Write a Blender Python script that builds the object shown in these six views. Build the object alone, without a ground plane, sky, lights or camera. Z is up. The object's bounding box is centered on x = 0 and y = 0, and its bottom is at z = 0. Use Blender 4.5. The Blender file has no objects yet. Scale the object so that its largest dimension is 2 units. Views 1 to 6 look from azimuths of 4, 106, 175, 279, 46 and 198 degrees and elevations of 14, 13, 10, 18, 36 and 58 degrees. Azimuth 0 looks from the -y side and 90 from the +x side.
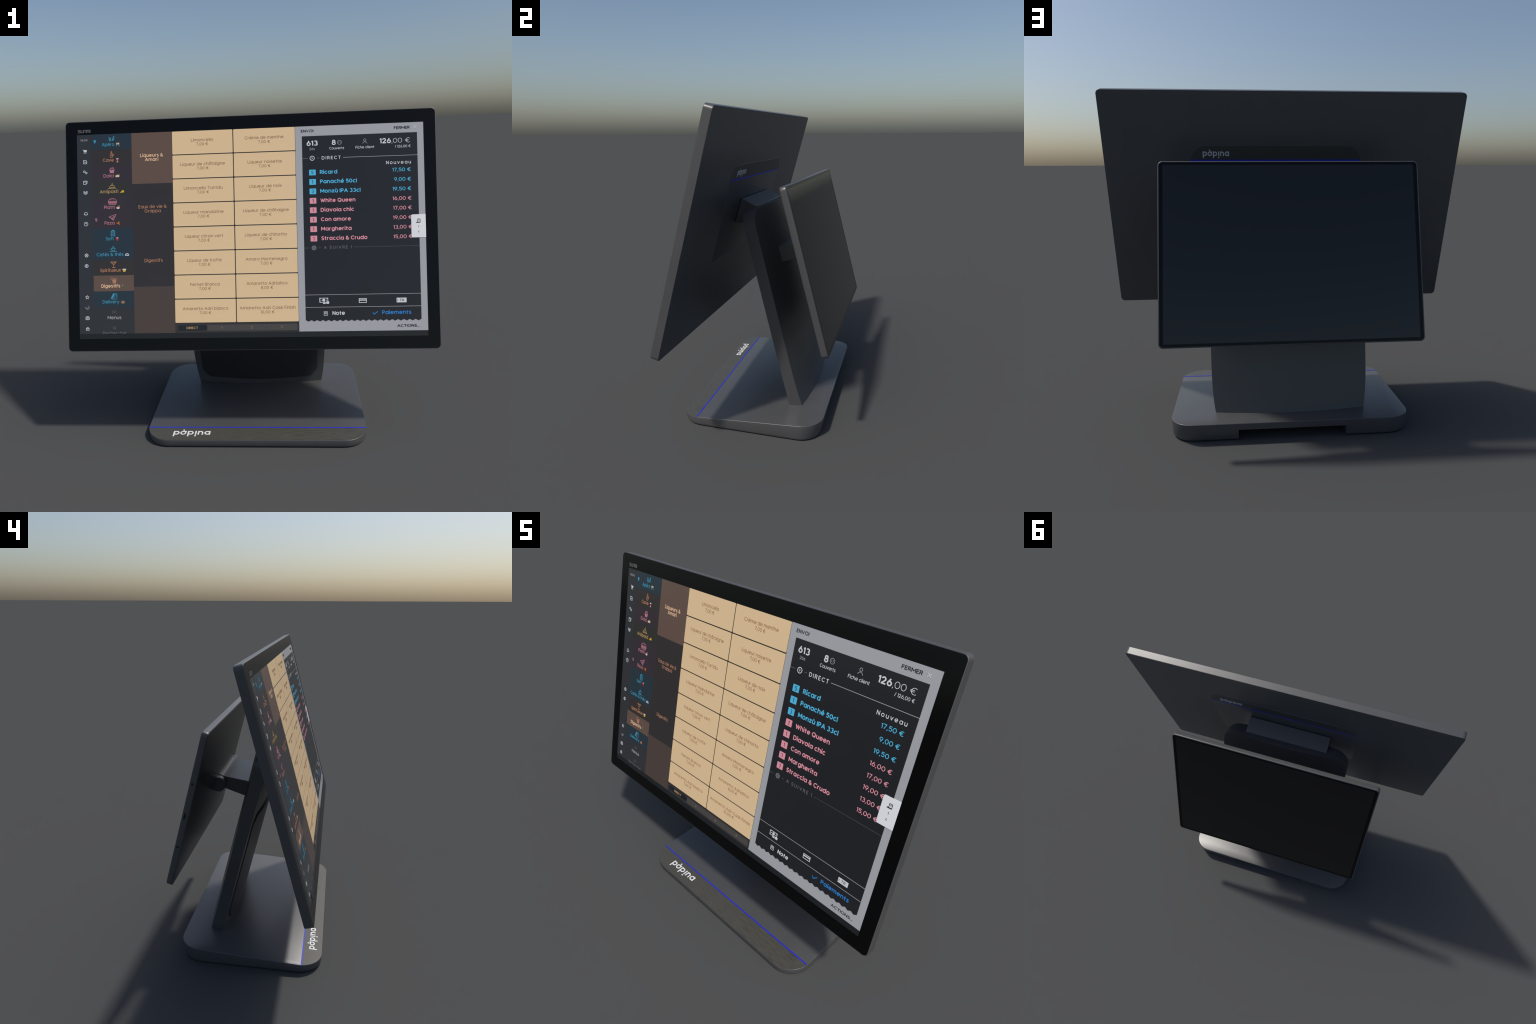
"""Two-screen point-of-sale terminal on a wedge base.

Frame: metres, z up, operator's touch screen looks to -y, customer screen to +y.
Every flat part is drawn in the frame of the face it lies on (u right, v up, w out).
"""
import bpy, bmesh, math
from math import sin, cos, pi, radians, sqrt, exp
from mathutils import Matrix, Vector

# ----------------------------------------------------------------- sizes
XC = 0.0065                                   # stand and base sit a hair off the screen's middle
TILT_MAIN = radians(15.32)                     # operator screen leans back
MAIN_W, MAIN_H, MAIN_T = 1.0, 1.2630, 0.0448  # half width, height, thickness
MAIN_BOTTOM = Vector((0, -0.4018, 0.5690))    # lower front edge
TILT_CUST = radians(14.7)
CUST_W, CUST_H, CUST_T = 0.6568, 0.9156, 0.0361
CUST_BOTTOM = Vector((XC, 0.4388, 0.5214))
BASE_X0, BASE_X1, BASE_Y0, BASE_Y1 = -0.6185, 0.6330, -0.4420, 0.3955
def base_top(y): return 0.0735 + 0.061 * y
NECK_TILT = math.atan(0.2475)
NECK_FOOT = Vector((0.0055, 0.2424, 0.0883))  # back edge where the neck meets the base

# ----------------------------------------------------------------- materials
def new_mat(name):
    m = bpy.data.materials.new(name); m.use_nodes = True
    nt = m.node_tree
    return m, nt, nt.nodes["Principled BSDF"]

def plain(name, col, rough=0.4, spec=0.5, metal=0.0):
    m, nt, p = new_mat(name)
    p.inputs["Base Color"].default_value = (*col, 1)
    p.inputs["Roughness"].default_value = rough
    p.inputs["Specular IOR Level"].default_value = spec
    p.inputs["Metallic"].default_value = metal
    return m

def satin(name, col, rough, metal=0.0, spec=0.5, vary=0.04):
    """Painted or anodised shell: one colour with a barely visible mottling."""
    m, nt, p = new_mat(name)
    tc = nt.nodes.new("ShaderNodeTexCoord")
    no = nt.nodes.new("ShaderNodeTexNoise"); no.inputs["Scale"].default_value = 9; no.inputs["Detail"].default_value = 3
    ra = nt.nodes.new("ShaderNodeValToRGB")
    ra.color_ramp.elements[0].position = 0.3; ra.color_ramp.elements[1].position = 0.7
    ra.color_ramp.elements[0].color = (*[c * (1 - vary) for c in col], 1)
    ra.color_ramp.elements[1].color = (*[c * (1 + vary) for c in col], 1)
    nt.links.new(tc.outputs["Object"], no.inputs["Vector"])
    nt.links.new(no.outputs["Fac"], ra.inputs["Fac"])
    nt.links.new(ra.outputs["Color"], p.inputs["Base Color"])
    p.inputs["Roughness"].default_value = rough
    p.inputs["Metallic"].default_value = metal
    p.inputs["Specular IOR Level"].default_value = spec
    return m

def brushed(name, dark, light, rough):
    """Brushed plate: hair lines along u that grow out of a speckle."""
    m, nt, p = new_mat(name)
    N, L = nt.nodes, nt.links
    tc = N.new("ShaderNodeTexCoord")
    def noise(sx, sy, detail):
        mp = N.new("ShaderNodeMapping"); mp.inputs["Scale"].default_value = (sx, sy, 1)
        no = N.new("ShaderNodeTexNoise"); no.inputs["Scale"].default_value = 1; no.inputs["Detail"].default_value = detail
        L.new(tc.outputs["Object"], mp.inputs["Vector"]); L.new(mp.outputs["Vector"], no.inputs["Vector"])
        return no
    hair, speck = noise(14, 230, 4), noise(170, 170, 3)
    sep = N.new("ShaderNodeSeparateXYZ"); L.new(tc.outputs["Object"], sep.inputs[0])
    grow = N.new("ShaderNodeMapRange")
    grow.inputs["From Min"].default_value = -0.45; grow.inputs["From Max"].default_value = 0.45
    L.new(sep.outputs["X"], grow.inputs["Value"])
    mix = N.new("ShaderNodeMix"); mix.data_type = 'FLOAT'
    L.new(grow.outputs["Result"], mix.inputs["Factor"]); L.new(speck.outputs["Fac"], mix.inputs["A"]); L.new(hair.outputs["Fac"], mix.inputs["B"])
    ra = N.new("ShaderNodeValToRGB")
    ra.color_ramp.elements[0].position = 0.32; ra.color_ramp.elements[1].position = 0.68
    ra.color_ramp.elements[0].color = (*dark, 1); ra.color_ramp.elements[1].color = (*light, 1)
    L.new(mix.outputs["Result"], ra.inputs["Fac"]); L.new(ra.outputs["Color"], p.inputs["Base Color"])
    bu = N.new("ShaderNodeBump"); bu.inputs["Strength"].default_value = 0.12; bu.inputs["Distance"].default_value = 0.001
    L.new(mix.outputs["Result"], bu.inputs["Height"]); L.new(bu.outputs["Normal"], p.inputs["Normal"])
    p.inputs["Roughness"].default_value = rough
    return m

SHELL = satin("graphite_shell", (0.080, 0.0805, 0.082), 0.34, 0.0, 0.62)
NECK = satin("graphite_neck", (0.074, 0.075, 0.077), 0.35, 0.0, 0.6)
PANEL = satin("dark_panel", (0.028, 0.028, 0.030), 0.42)
BACK = satin("graphite_back", (0.080, 0.081, 0.083), 0.35, 0.0, 0.6)
BRUSH = brushed("brushed_plate", (0.050, 0.048, 0.040), (0.102, 0.097, 0.081), 0.40)
BRUSH_BACK = brushed("brushed_back_plate", (0.044, 0.045, 0.042), (0.066, 0.067, 0.063), 0.42)
BLUE = plain("blue_line", (0.016, 0.030, 0.62), 0.4)
WHITE = plain("white_print", (0.80, 0.80, 0.80), 0.45)
WHITE_BACK = plain("grey_print", (0.62, 0.64, 0.68), 0.45)
GLASS = plain("black_glass", (0.0025, 0.0026, 0.0028), 0.13, 0.22)
CUST_GLASS = plain("dark_display", (0.0075, 0.0077, 0.008), 0.06)
RUBBER = plain("black_rubber", (0.006, 0.006, 0.006), 0.7)
HOLE = plain("port_hole", (0.002, 0.002, 0.0018), 0.5)

INK = {k: plain("ink_" + k, c, 0.22, 0.42) for k, c in dict(
    tan=(0.95, 0.68, 0.385), white=(0.97, 0.97, 0.98), grey=(0.47, 0.477, 0.492), paper=(0.020, 0.021, 0.024),
    sidebar=(0.040, 0.043, 0.048), teal=(0.027, 0.047, 0.062), umber=(0.045, 0.038, 0.036), plum=(0.049, 0.037, 0.045),
    olive=(0.042, 0.040, 0.036), brown=(0.160, 0.103, 0.078), column=(0.043, 0.037, 0.037), cocoa=(0.095, 0.068, 0.057),
    tile_text=(0.47, 0.265, 0.145), peach=(0.95, 0.62, 0.38), copper=(0.54, 0.27, 0.16), cyan=(0.11, 0.60, 0.90),
    sky=(0.078, 0.38, 0.55), pink=(0.95, 0.38, 0.45), rose=(0.62, 0.255, 0.32), orange=(0.62, 0.29, 0.16),
    gold=(0.60, 0.39, 0.16), light=(0.82, 0.83, 0.85), mid=(0.48, 0.48, 0.50), dim=(0.19, 0.19, 0.20), faint=(0.11, 0.11, 0.12),
    blue=(0.035, 0.25, 0.68), strip=(0.016, 0.019, 0.021), bar=(0.088, 0.080, 0.075), night=(0.016, 0.021, 0.025),
    logo=(0.17, 0.17, 0.18), red=(0.70, 0.03, 0.04), yellow=(0.85, 0.50, 0.03), cream=(0.85, 0.72, 0.45), box=(0.42, 0.20, 0.09),
    green=(0.10, 0.20, 0.05), ember=(0.75, 0.17, 0.03)).items()}

# ----------------------------------------------------------------- mesh helpers
def obj_from(name, me, mats, parent, mat=None, kind=None):
    o = bpy.data.objects.new(name, me)
    bpy.context.scene.collection.objects.link(o)
    for m in (mats if isinstance(mats, (list, tuple)) else [mats]):
        me.materials.append(m)
    if parent: o.parent = parent
    if mat is not None: o.matrix_local = mat
    if kind: o["kind"] = kind
    return o

def mesh(name, verts, faces):
    me = bpy.data.meshes.new(name); me.from_pydata([tuple(v) for v in verts], [], faces); me.update()
    return me

def fix(me, smooth_angle=None):
    bm = bmesh.new(); bm.from_mesh(me)
    bmesh.ops.remove_doubles(bm, verts=bm.verts, dist=1e-6)
    bmesh.ops.recalc_face_normals(bm, faces=bm.faces)
    if smooth_angle is not None:
        for f in bm.faces: f.smooth = True
        for e in bm.edges:
            e.smooth = len(e.link_faces) == 2 and e.calc_face_angle(0) < radians(smooth_angle)
    bm.to_mesh(me); bm.free(); me.update()

def rounded(x0, y0, x1, y1, r, n=10):
    """Rounded rectangle, counter-clockwise; r is one radius or (bl, br, tr, tl)."""
    rs = r if isinstance(r, (tuple, list)) else (r,) * 4
    pts = []
    for (cx, cy, a, rr) in ((x0, y0, 180, rs[0]), (x1, y0, 270, rs[1]), (x1, y1, 0, rs[2]), (x0, y1, 90, rs[3])):
        ox = cx + rr if cx == x0 else cx - rr
        oy = cy + rr if cy == y0 else cy - rr
        if rr <= 0: pts.append((cx, cy)); continue
        for i in range(n + 1):
            t = radians(a + 90 * i / n); pts.append((ox + rr * cos(t), oy + rr * sin(t)))
    return pts

def stack(name, loops, angle=32):
    """Closed solid through loops of equal length, capped at both ends."""
    n = len(loops[0]); V = [p for l in loops for p in l]; F = []
    for k in range(len(loops) - 1):
        for i in range(n):
            j = (i + 1) % n
            F.append((k * n + i, k * n + j, (k + 1) * n + j, (k + 1) * n + i))
    F.append(tuple(range(n))[::-1]); F.append(tuple((len(loops) - 1) * n + i for i in range(n)))
    me = mesh(name, V, F); fix(me, angle); return me

def slab(name, x0, y0, x1, y1, r, w0, w1, b0=0.0, b1=0.0, n=10, dish=None):
    """Rounded plate between w0 and w1 with rounded rims b0 (low) and b1 (high)."""
    def loop(ins, w): return [(x, y, w) for x, y in rounded(x0 + ins, y0 + ins, x1 - ins, y1 - ins, max(r - ins, 0.0005), n)]
    L = []
    if b0: L += [loop(b0 * (1 - sin(t)), w0 + b0 * (1 - cos(t))) for t in (0, pi / 6, pi / 3)]
    L.append(loop(0, w0 + b0)); L.append(loop(0, w1 - b1))
    if b1: L += [loop(b1 * (1 - cos(t)), w1 - b1 + b1 * sin(t)) for t in (pi / 6, pi / 3, pi / 2)]
    if dish: L += [loop(b1 + dish[0], w1), loop(b1 + dish[0], w1 - dish[1])]   # sunk face inside the rim
    return stack(name, L)

def frame(origin, u, v):
    u, v = Vector(u).normalized(), Vector(v).normalized(); w = u.cross(v)
    return Matrix(((u.x, v.x, w.x, origin[0]), (u.y, v.y, w.y, origin[1]), (u.z, v.z, w.z, origin[2]), (0, 0, 0, 1)))

def grid_solid(name, front, back, nu, nv, angle=32):
    """Solid between two point grids front[i][j], back[i][j]."""
    V, F = [], []
    idx = lambda s, i, j: s * nu * nv + i * nv + j
    for g in (front, back):
        for i in range(nu):
            for j in range(nv): V.append(g[i][j])
    for i in range(nu - 1):
        for j in range(nv - 1):
            for s in (0, 1): F.append((idx(s, i, j), idx(s, i + 1, j), idx(s, i + 1, j + 1), idx(s, i, j + 1)))
    rim = [(i, 0) for i in range(nu)] + [(nu - 1, j) for j in range(1, nv)] + [(i, nv - 1) for i in range(nu - 2, -1, -1)] + [(0, j) for j in range(nv - 2, 0, -1)]
    for k in range(len(rim)):
        a, b = rim[k], rim[(k + 1) % len(rim)]
        F.append((idx(0, *a), idx(0, *b), idx(1, *b), idx(1, *a)))
    me = mesh(name, V, F); fix(me, angle); return me

# ---- flat drawing on a face: prisms a fraction of a millimetre thick
class Flat:
    def __init__(self, w0, w1): self.w0, self.w1, self.V, self.F, self.k = w0, w1, [], [], 0
    def poly(self, pts):
        n, o = len(pts), len(self.V); self.k += 1
        w1 = self.w1 + 1.2e-5 * (self.k % 17)            # overlapping strokes never share a plane
        self.V += [(x, y, self.w0) for x, y in pts] + [(x, y, w1) for x, y in pts]
        self.F.append(tuple(o + n + i for i in range(n)))
        for i in range(n):
            j = (i + 1) % n; self.F.append((o + i, o + j, o + n + j, o + n + i))
        return self
    def rect(self, x0, y0, x1, y1, r=0.0): return self.poly(rounded(x0, y0, x1, y1, r, 5))
    def disc(self, x, y, r, n=20): return self.poly([(x + r * cos(2 * pi * i / n), y + r * sin(2 * pi * i / n)) for i in range(n)])
    def arc(self, x, y, r, a0, a1, wd, n=20, ry=None):
        ry = ry or r
        for i in range(n):
            t0, t1 = radians(a0 + (a1 - a0) * i / n), radians(a0 + (a1 - a0) * (i + 1) / n)
            q = lambda t, k: (x + (r + k) * cos(t), y + (ry + k) * sin(t))
            self.poly([q(t0, -wd / 2), q(t0, wd / 2), q(t1, wd / 2), q(t1, -wd / 2)])
        return self
    def ring(self, x, y, r, wd, ry=None): return self.arc(x, y, r, 0, 360, wd, 24, ry)
    def line(self, pts, wd, closed=False):
        pts = list(pts) + ([pts[0]] if closed else [])
        for (x0, y0), (x1, y1) in zip(pts, pts[1:]):
            L = math.hypot(x1 - x0, y1 - y0) or 1; e = wd * 0.5 / L
            dx, dy = (x1 - x0) * e, (y1 - y0) * e
            self.poly([(x0 - dx - dy, y0 - dy + dx), (x0 - dx + dy, y0 - dy - dx), (x1 + dx + dy, y1 + dy - dx), (x1 + dx - dy, y1 + dy + dx)])
        return self
    def done(self, name, mat, parent, matrix=None, fixn=True):
        me = mesh(name, self.V, self.F)
        if fixn:
            bm = bmesh.new(); bm.from_mesh(me); bmesh.ops.recalc_face_normals(bm, faces=bm.faces); bm.to_mesh(me); bm.free()
        return obj_from(name, me, mat, parent, matrix)

# ---- lettering: a round single-stroke sans serif; cap height 1, x-height 0.76
# L = polyline through points, A = arc (centre, radii, from, to), D = dot
def L(*p): return ("L", [(p[i], p[i + 1]) for i in range(0, len(p), 2)])
def A(cx, cy, rx, ry, a0, a1): return ("A", cx, cy, rx, ry, a0, a1)
def D(x, y): return ("D", x, y)
O = A(.38, .38, .38, .38, 0, 360)
GLYPH = {
 "a": [O, L(.76, .76, .76, 0)], "b": [O, L(0, 1.04, 0, 0)], "c": [A(.38, .38, .38, .38, 48, 312)], "d": [O, L(.76, 1.04, .76, 0)],
 "e": [A(.38, .38, .38, .38, 0, 318), L(.02, .37, .76, .37)], "f": [A(.38, .80, .24, .26, 75, 180), L(.14, .80, .14, 0), L(0, .68, .40, .68)],
 "g": [O, L(.76, .76, .76, .02), A(.38, .02, .38, .30, 205, 360)], "h": [L(0, 1.04, 0, 0), A(.32, .44, .32, .32, 0, 180), L(.64, .44, .64, 0)],
 "i": [L(0, 0, 0, .74), D(0, 1.08)], "k": [L(0, 1.04, 0, 0), L(.52, .76, .03, .32), L(.20, .46, .56, 0)], "l": [L(0, 1.04, 0, 0)],
 "m": [L(0, 0, 0, .76), A(.28, .48, .28, .28, 0, 180), L(.56, .48, .56, 0), A(.84, .48, .28, .28, 0, 180), L(1.12, .48, 1.12, 0)],
 "n": [L(0, 0, 0, .76), A(.32, .44, .32, .32, 0, 180), L(.64, .44, .64, 0)], "o": [O], "p": [O, L(0, .76, 0, -.30)], "q": [O, L(.76, .76, .76, -.30)],
 "r": [L(0, 0, 0, .76), A(.28, .46, .28, .30, 80, 180)], "s": [A(.25, .57, .23, .19, 25, 270), A(.25, .19, .25, .19, -155, 90)],
 "t": [L(.15, .98, .15, .16), A(.33, .18, .18, .18, 180, 275), L(0, .70, .38, .70)], "u": [L(0, .76, 0, .32), A(.32, .32, .32, .32, 180, 360), L(.64, .76, .64, 0)],
 "v": [L(0, .76, .34, 0, .68, .76)], "w": [L(0, .76, .26, 0, .52, .72, .78, 0, 1.04, .76)], "x": [L(0, .76, .56, 0), L(.56, .76, 0, 0)],
 "y": [L(0, .76, .35, .02), L(.70, .76, .22, -.30)], "z": [L(0, .72, .54, .72, .02, .04, .58, .04)],
 "A": [L(0, 0, .44, 1, .88, 0), L(.17, .32, .71, .32)], "B": [L(.34, .52, 0, .52, 0, 1, .34, 1), L(0, .52, 0, 0, .36, 0), A(.34, .76, .25, .24, -90, 90), A(.36, .26, .28, .26, -90, 90)],
 "C": [A(.5, .5, .5, .5, 45, 315)], "D": [L(.32, 0, 0, 0, 0, 1, .32, 1), A(.32, .5, .48, .5, -90, 90)], "E": [L(.54, 1, 0, 1, 0, 0, .54, 0), L(0, .52, .48, .52)],
 "F": [L(.54, 1, 0, 1, 0, 0), L(0, .52, .48, .52)], "G": [A(.5, .5, .5, .5, 45, 360), L(.55, .48, 1, .48)], "I": [L(0, 0, 0, 1)], "L": [L(0, 1, 0, 0, .50, 0)],
 "M": [L(0, 0, 0, 1, .48, .28, .96, 1, .96, 0)], "N": [L(0, 0, 0, 1, .74, 0, .74, 1)], "O": [A(.5, .5, .5, .5, 0, 360)],
 "P": [L(0, 0, 0, 1, .34, 1), A(.34, .72, .28, .28, -90, 90), L(.34, .44, 0, .44)], "Q": [A(.5, .5, .5, .5, 0, 360), L(.58, .30, .90, -.04)],
 "R": [L(0, 0, 0, 1, .34, 1), A(.34, .72, .28, .28, -90, 90), L(.34, .44, 0, .44), L(.34, .44, .64, 0)], "S": [A(.32, .745, .29, .255, 20, 270), A(.32, .245, .32, .245, -160, 90)],
 "T": [L(0, 1, .70, 1), L(.35, 1, .35, 0)], "U": [L(0, 1, 0, .36), A(.36, .36, .36, .36, 180, 360), L(.72, .36, .72, 1)], "V": [L(0, 1, .42, 0, .84, 1)],
 "W": [L(0, 1, .30, 0, .60, .94, .90, 0, 1.2, 1)], "X": [L(0, 1, .7, 0), L(.7, 1, 0, 0)],
 "0": [A(.36, .5, .36, .5, 0, 360)], "1": [L(0, .86, .20, .98, .20, 0)], "2": [A(.31, .70, .30, .30, 0, 170), L(.61, .70, .58, .58, .02, 0, .66, 0)],
 "3": [A(.31, .75, .27, .25, -90, 150), A(.31, .26, .32, .26, -150, 90)], "4": [L(.50, 0, .50, 1, 0, .24, .68, .24)],
 "5": [L(.58, 1, .10, 1, .06, .54), A(.31, .32, .31, .32, -150, 125)], "6": [A(.34, .32, .33, .32, 0, 360), L(.06, .46, .40, 1)],
 "7": [L(0, 1, .60, 1, .20, 0)], "8": [A(.32, .76, .26, .24, 0, 360), A(.32, .27, .32, .27, 0, 360)], "9": [A(.34, .68, .33, .32, 0, 360), L(.62, .54, .28, 0)],
 ",": [L(.06, .04, 0, -.18)], ".": [D(0, .03)], ":": [D(0, .12), D(0, .62)], "/": [L(0, -.1, .34, 1.04)],
 "&": [A(.30, .77, .20, .22, -30, 215), L(.12, .66, .78, 0), A(.32, .25, .31, .25, 115, 330), L(.60, .13, .78, .42)],
 "\u20ac": [A(.60, .5, .44, .5, 48, 312), L(0, .62, .62, .62), L(0, .40, .58, .40)],
}
GLYPH["\u00e9"] = GLYPH["e"] + [L(.34, .92, .52, 1.12)]; GLYPH["\u00e8"] = GLYPH["e"] + [L(.22, 1.12, .40, .92)]
GLYPH["\u00e2"] = GLYPH["a"] + [L(.18, .94, .38, 1.12, .58, .94)]; GLYPH["\u00f9"] = GLYPH["u"] + [L(.16, 1.12, .34, .92)]

def write(s, x0, x1, base, cap, mat, parent, w, name="label_text", weight=0.16, spaced=0.0):
    """One line of writing fitted between x0 and x1 with the given cap height and stroke weight (in cap heights)."""
    gap = 0.15 + weight * 0.85 + spaced; pen = 0.0; prims = []
    for ch in s:
        if ch == " ": pen += 0.42 + spaced * 0.5; continue
        g = GLYPH[ch]; xs = []
        for q in g:
            if q[0] == "L": xs += [p[0] for p in q[1]]
            elif q[0] == "A": xs += [q[1] + q[3] * cos(radians(q[5] + (q[6] - q[5]) * k / 12)) for k in range(13)]
            else: xs.append(q[1])
        prims += [(pen, q) for q in g]; pen += max(max(xs), 0) + gap
    total = pen - gap + weight; sx, sy = (x1 - x0) / total, cap / (1 + weight * 0.25)
    X = lambda x: x0 + (x + weight / 2) * sx
    Y = lambda y: base + (y + weight * 0.25) * sy
    f = Flat(w - 0.0001, w + 0.0001); h = weight / 2
    for o, q in prims:
        if q[0] == "L":
            for (ax, ay), (bx, by) in zip(q[1], q[1][1:]):
                l = math.hypot(bx - ax, by - ay); dx, dy = (bx - ax) / l * h, (by - ay) / l * h
                e = 0.6
                f.poly([(X(o + a), Y(b)) for a, b in ((ax - dx * e + dy, ay - dy * e - dx), (bx + dx * e + dy, by + dy * e - dx), (bx + dx * e - dy, by + dy * e + dx), (ax - dx * e - dy, ay - dy * e + dx))])
        elif q[0] == "A":
            _, cx, cy, rx, ry, a0, a1 = q; n = max(4, int(abs(a1 - a0) / 24))
            for i in range(n):
                t0, t1 = radians(a0 + (a1 - a0) * i / n), radians(a0 + (a1 - a0) * (i + 1) / n)
                f.poly([(X(o + cx + (rx + k) * cos(t)), Y(cy + (ry + k) * sin(t))) for t, k in ((t0, -h), (t0, h), (t1, h), (t1, -h))])
        else:
            r = h * 1.25; f.poly([(X(o + q[1] + r * cos(2 * pi * i / 8)), Y(q[2] + r * sin(2 * pi * i / 8))) for i in range(8)])
    return f.done(name, INK[mat] if isinstance(mat, str) else mat, parent)

# ----------------------------------------------------------------- thing
root = bpy.data.objects.new("point_of_sale_terminal", None)
bpy.context.scene.collection.objects.link(root)
root.rotation_euler = (0, 0, -0.0035)         # stands a fraction of a degree askew
root["label"] = "dark grey two-screen cash register terminal on a wedge base"
root["category"] = "cash register"

# ----------------------------------------------------------------- base
def base_outline(ins, zf, lean=0.0):
    r = (0.135 - ins, 0.135 - ins, 0.122 - ins, 0.122 - ins)
    return [(x, y, zf(y)) for x, y in rounded(BASE_X0 + ins, BASE_Y0 + ins, BASE_X1 - ins, BASE_Y1 - ins - lean, r, 16)]

# the wall leans in a little towards the ground and rolls under at the bottom
wall = [base_outline(ins, lambda y, k=k: k, lean) for ins, k, lean in ((0.010, 0.002, 0.014), (0.005, 0.0045, 0.013), (0.003, 0.009, 0.012), (0.0016, 0.016, 0.011))]
base_me = stack("base", wall + [base_outline(0.0008, lambda y: 0.5 * base_top(y) + 0.002, 0.007), base_outline(0, lambda y: base_top(y) - 0.003, 0.0005),
                         base_outline(0.0004, lambda y: base_top(y) - 0.0015, 0.0002), base_outline(0.0015, lambda y: base_top(y) - 0.0004), base_outline(0.003, base_top)], 40)
base = obj_from("base", base_me, SHELL, root)
cut_me = bpy.data.meshes.new("cable_notch"); bm = bmesh.new()
bmesh.ops.create_cube(bm, size=1, matrix=Matrix.Translation((0.0085, 0.33, 0.0295)) @ Matrix.Diagonal((0.556, 0.26, 0.061, 1)))
bm.to_mesh(cut_me); bm.free()
cut = bpy.data.objects.new("cable_notch", cut_me); bpy.context.scene.collection.objects.link(cut)
mod = base.modifiers.new("notch", 'BOOLEAN'); mod.object = cut; mod.operation = 'DIFFERENCE'; mod.solver = 'EXACT'
dg = bpy.context.evaluated_depsgraph_get(); dg.update()
new = bpy.data.meshes.new_from_object(base.evaluated_get(dg)); base.modifiers.clear(); base.data = new
fix(base.data, 40)
bpy.data.objects.remove(cut)
def pad(x0, y0, x1, y1): return obj_from("foot", slab("foot", x0, y0, x1, y1, 0.03, 0.0, 0.006), RUBBER, base)
pad(BASE_X0 + 0.05, BASE_Y0 + 0.05, BASE_X1 - 0.05, 0.17); pad(BASE_X0 + 0.05, 0.21, -0.30, 0.365); pad(0.32, 0.21, BASE_X1 - 0.05, 0.365)

SLOPE = math.atan(0.061)
BASE_TOP = frame((0, 0, base_top(0)), (1, 0, 0), (0, cos(SLOPE), sin(SLOPE)))
LINE_Y = -0.3286 / cos(SLOPE)
def front_end(ins, y_to):
    out = [(x, y / cos(SLOPE)) for x, y in rounded(BASE_X0 + ins, BASE_Y0 + ins, BASE_X1 - ins, BASE_Y1, (0.135 - ins, 0.135 - ins, 0, 0), 20)]
    low = [p for p in out if p[1] < y_to]
    return [(BASE_X0 + ins, y_to)] + [p for p in low] + [(BASE_X1 - ins, y_to)]
Flat(-0.001, 0.0010).poly(front_end(0.0016, LINE_Y - 0.0037)).done("brushed_plate", BRUSH, base, BASE_TOP)
Flat(-0.001, 0.0012).rect(BASE_X0 + 0.0015, LINE_Y - 0.0036, BASE_X1 - 0.004, LINE_Y + 0.0032).done("blue_line", BLUE, base, BASE_TOP)

def wordmark(name, x0, y0, sx, sy, mat, parent, matrix, w):
    """Geometric lower-case word: p, a-with-dot-above, p, i-with-dot-below, n, a."""
    f = Flat(w, w + 0.0006); t = 0.235
    X = lambda x: x0 + x * sx
    Y = lambda y: y0 + y * sy
    def ring(cx, cy, r):
        n = 26
        for i in range(n):
            a, b = 2 * pi * i / n, 2 * pi * (i + 1) / n
            q = lambda ang, rr: (X(cx + rr * cos(ang)), Y(cy + rr * sin(ang)))
            f.poly([q(a, r - t), q(a, r), q(b, r), q(b, r - t)])
    def box(xa, ya, xb, yb): f.poly([(X(xa), Y(ya)), (X(xb), Y(ya)), (X(xb), Y(yb)), (X(xa), Y(yb))])
    def dot(cx, cy, r): f.poly([(X(cx + r * cos(2 * pi * i / 16)), Y(cy + r * sin(2 * pi * i / 16))) for i in range(16)])
    for o in (0.0, 2.33):
        ring(o + 0.48, 0.5, 0.5); box(o, -0.44, o + t, 1.0)
    ring(1.61, 0.5, 0.5); box(1.62, 1.0 - 0.24, 2.14, 1.0); dot(1.60, 1.24, 0.15)
    box(3.55, 0.0, 3.55 + t, 1.0); dot(3.66, -0.30, 0.155)
    box(4.0, 0.0, 4.0 + t, 1.0); box(4.66, 0.0, 4.66 + t, 0.56)
    n = 12
    for i in range(n):
        a, b = pi * i / n, pi * (i + 1) / n
        q = lambda ang, rr: (X(4.447 + rr * cos(ang)), Y(0.556 + rr * sin(ang)))
        f.poly([q(a, 0.445 - t), q(a, 0.445), q(b, 0.445), q(b, 0.445 - t)])
    ring(5.57, 0.5, 0.5); box(6.05 - t, 0.0, 6.05, 1.0)
    return f.done(name, mat, parent, matrix)
wordmark("wordmark", -0.4625, -0.3962 / cos(SLOPE), 0.0349, 0.0325, WHITE, base, BASE_TOP, 0.0012)

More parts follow.
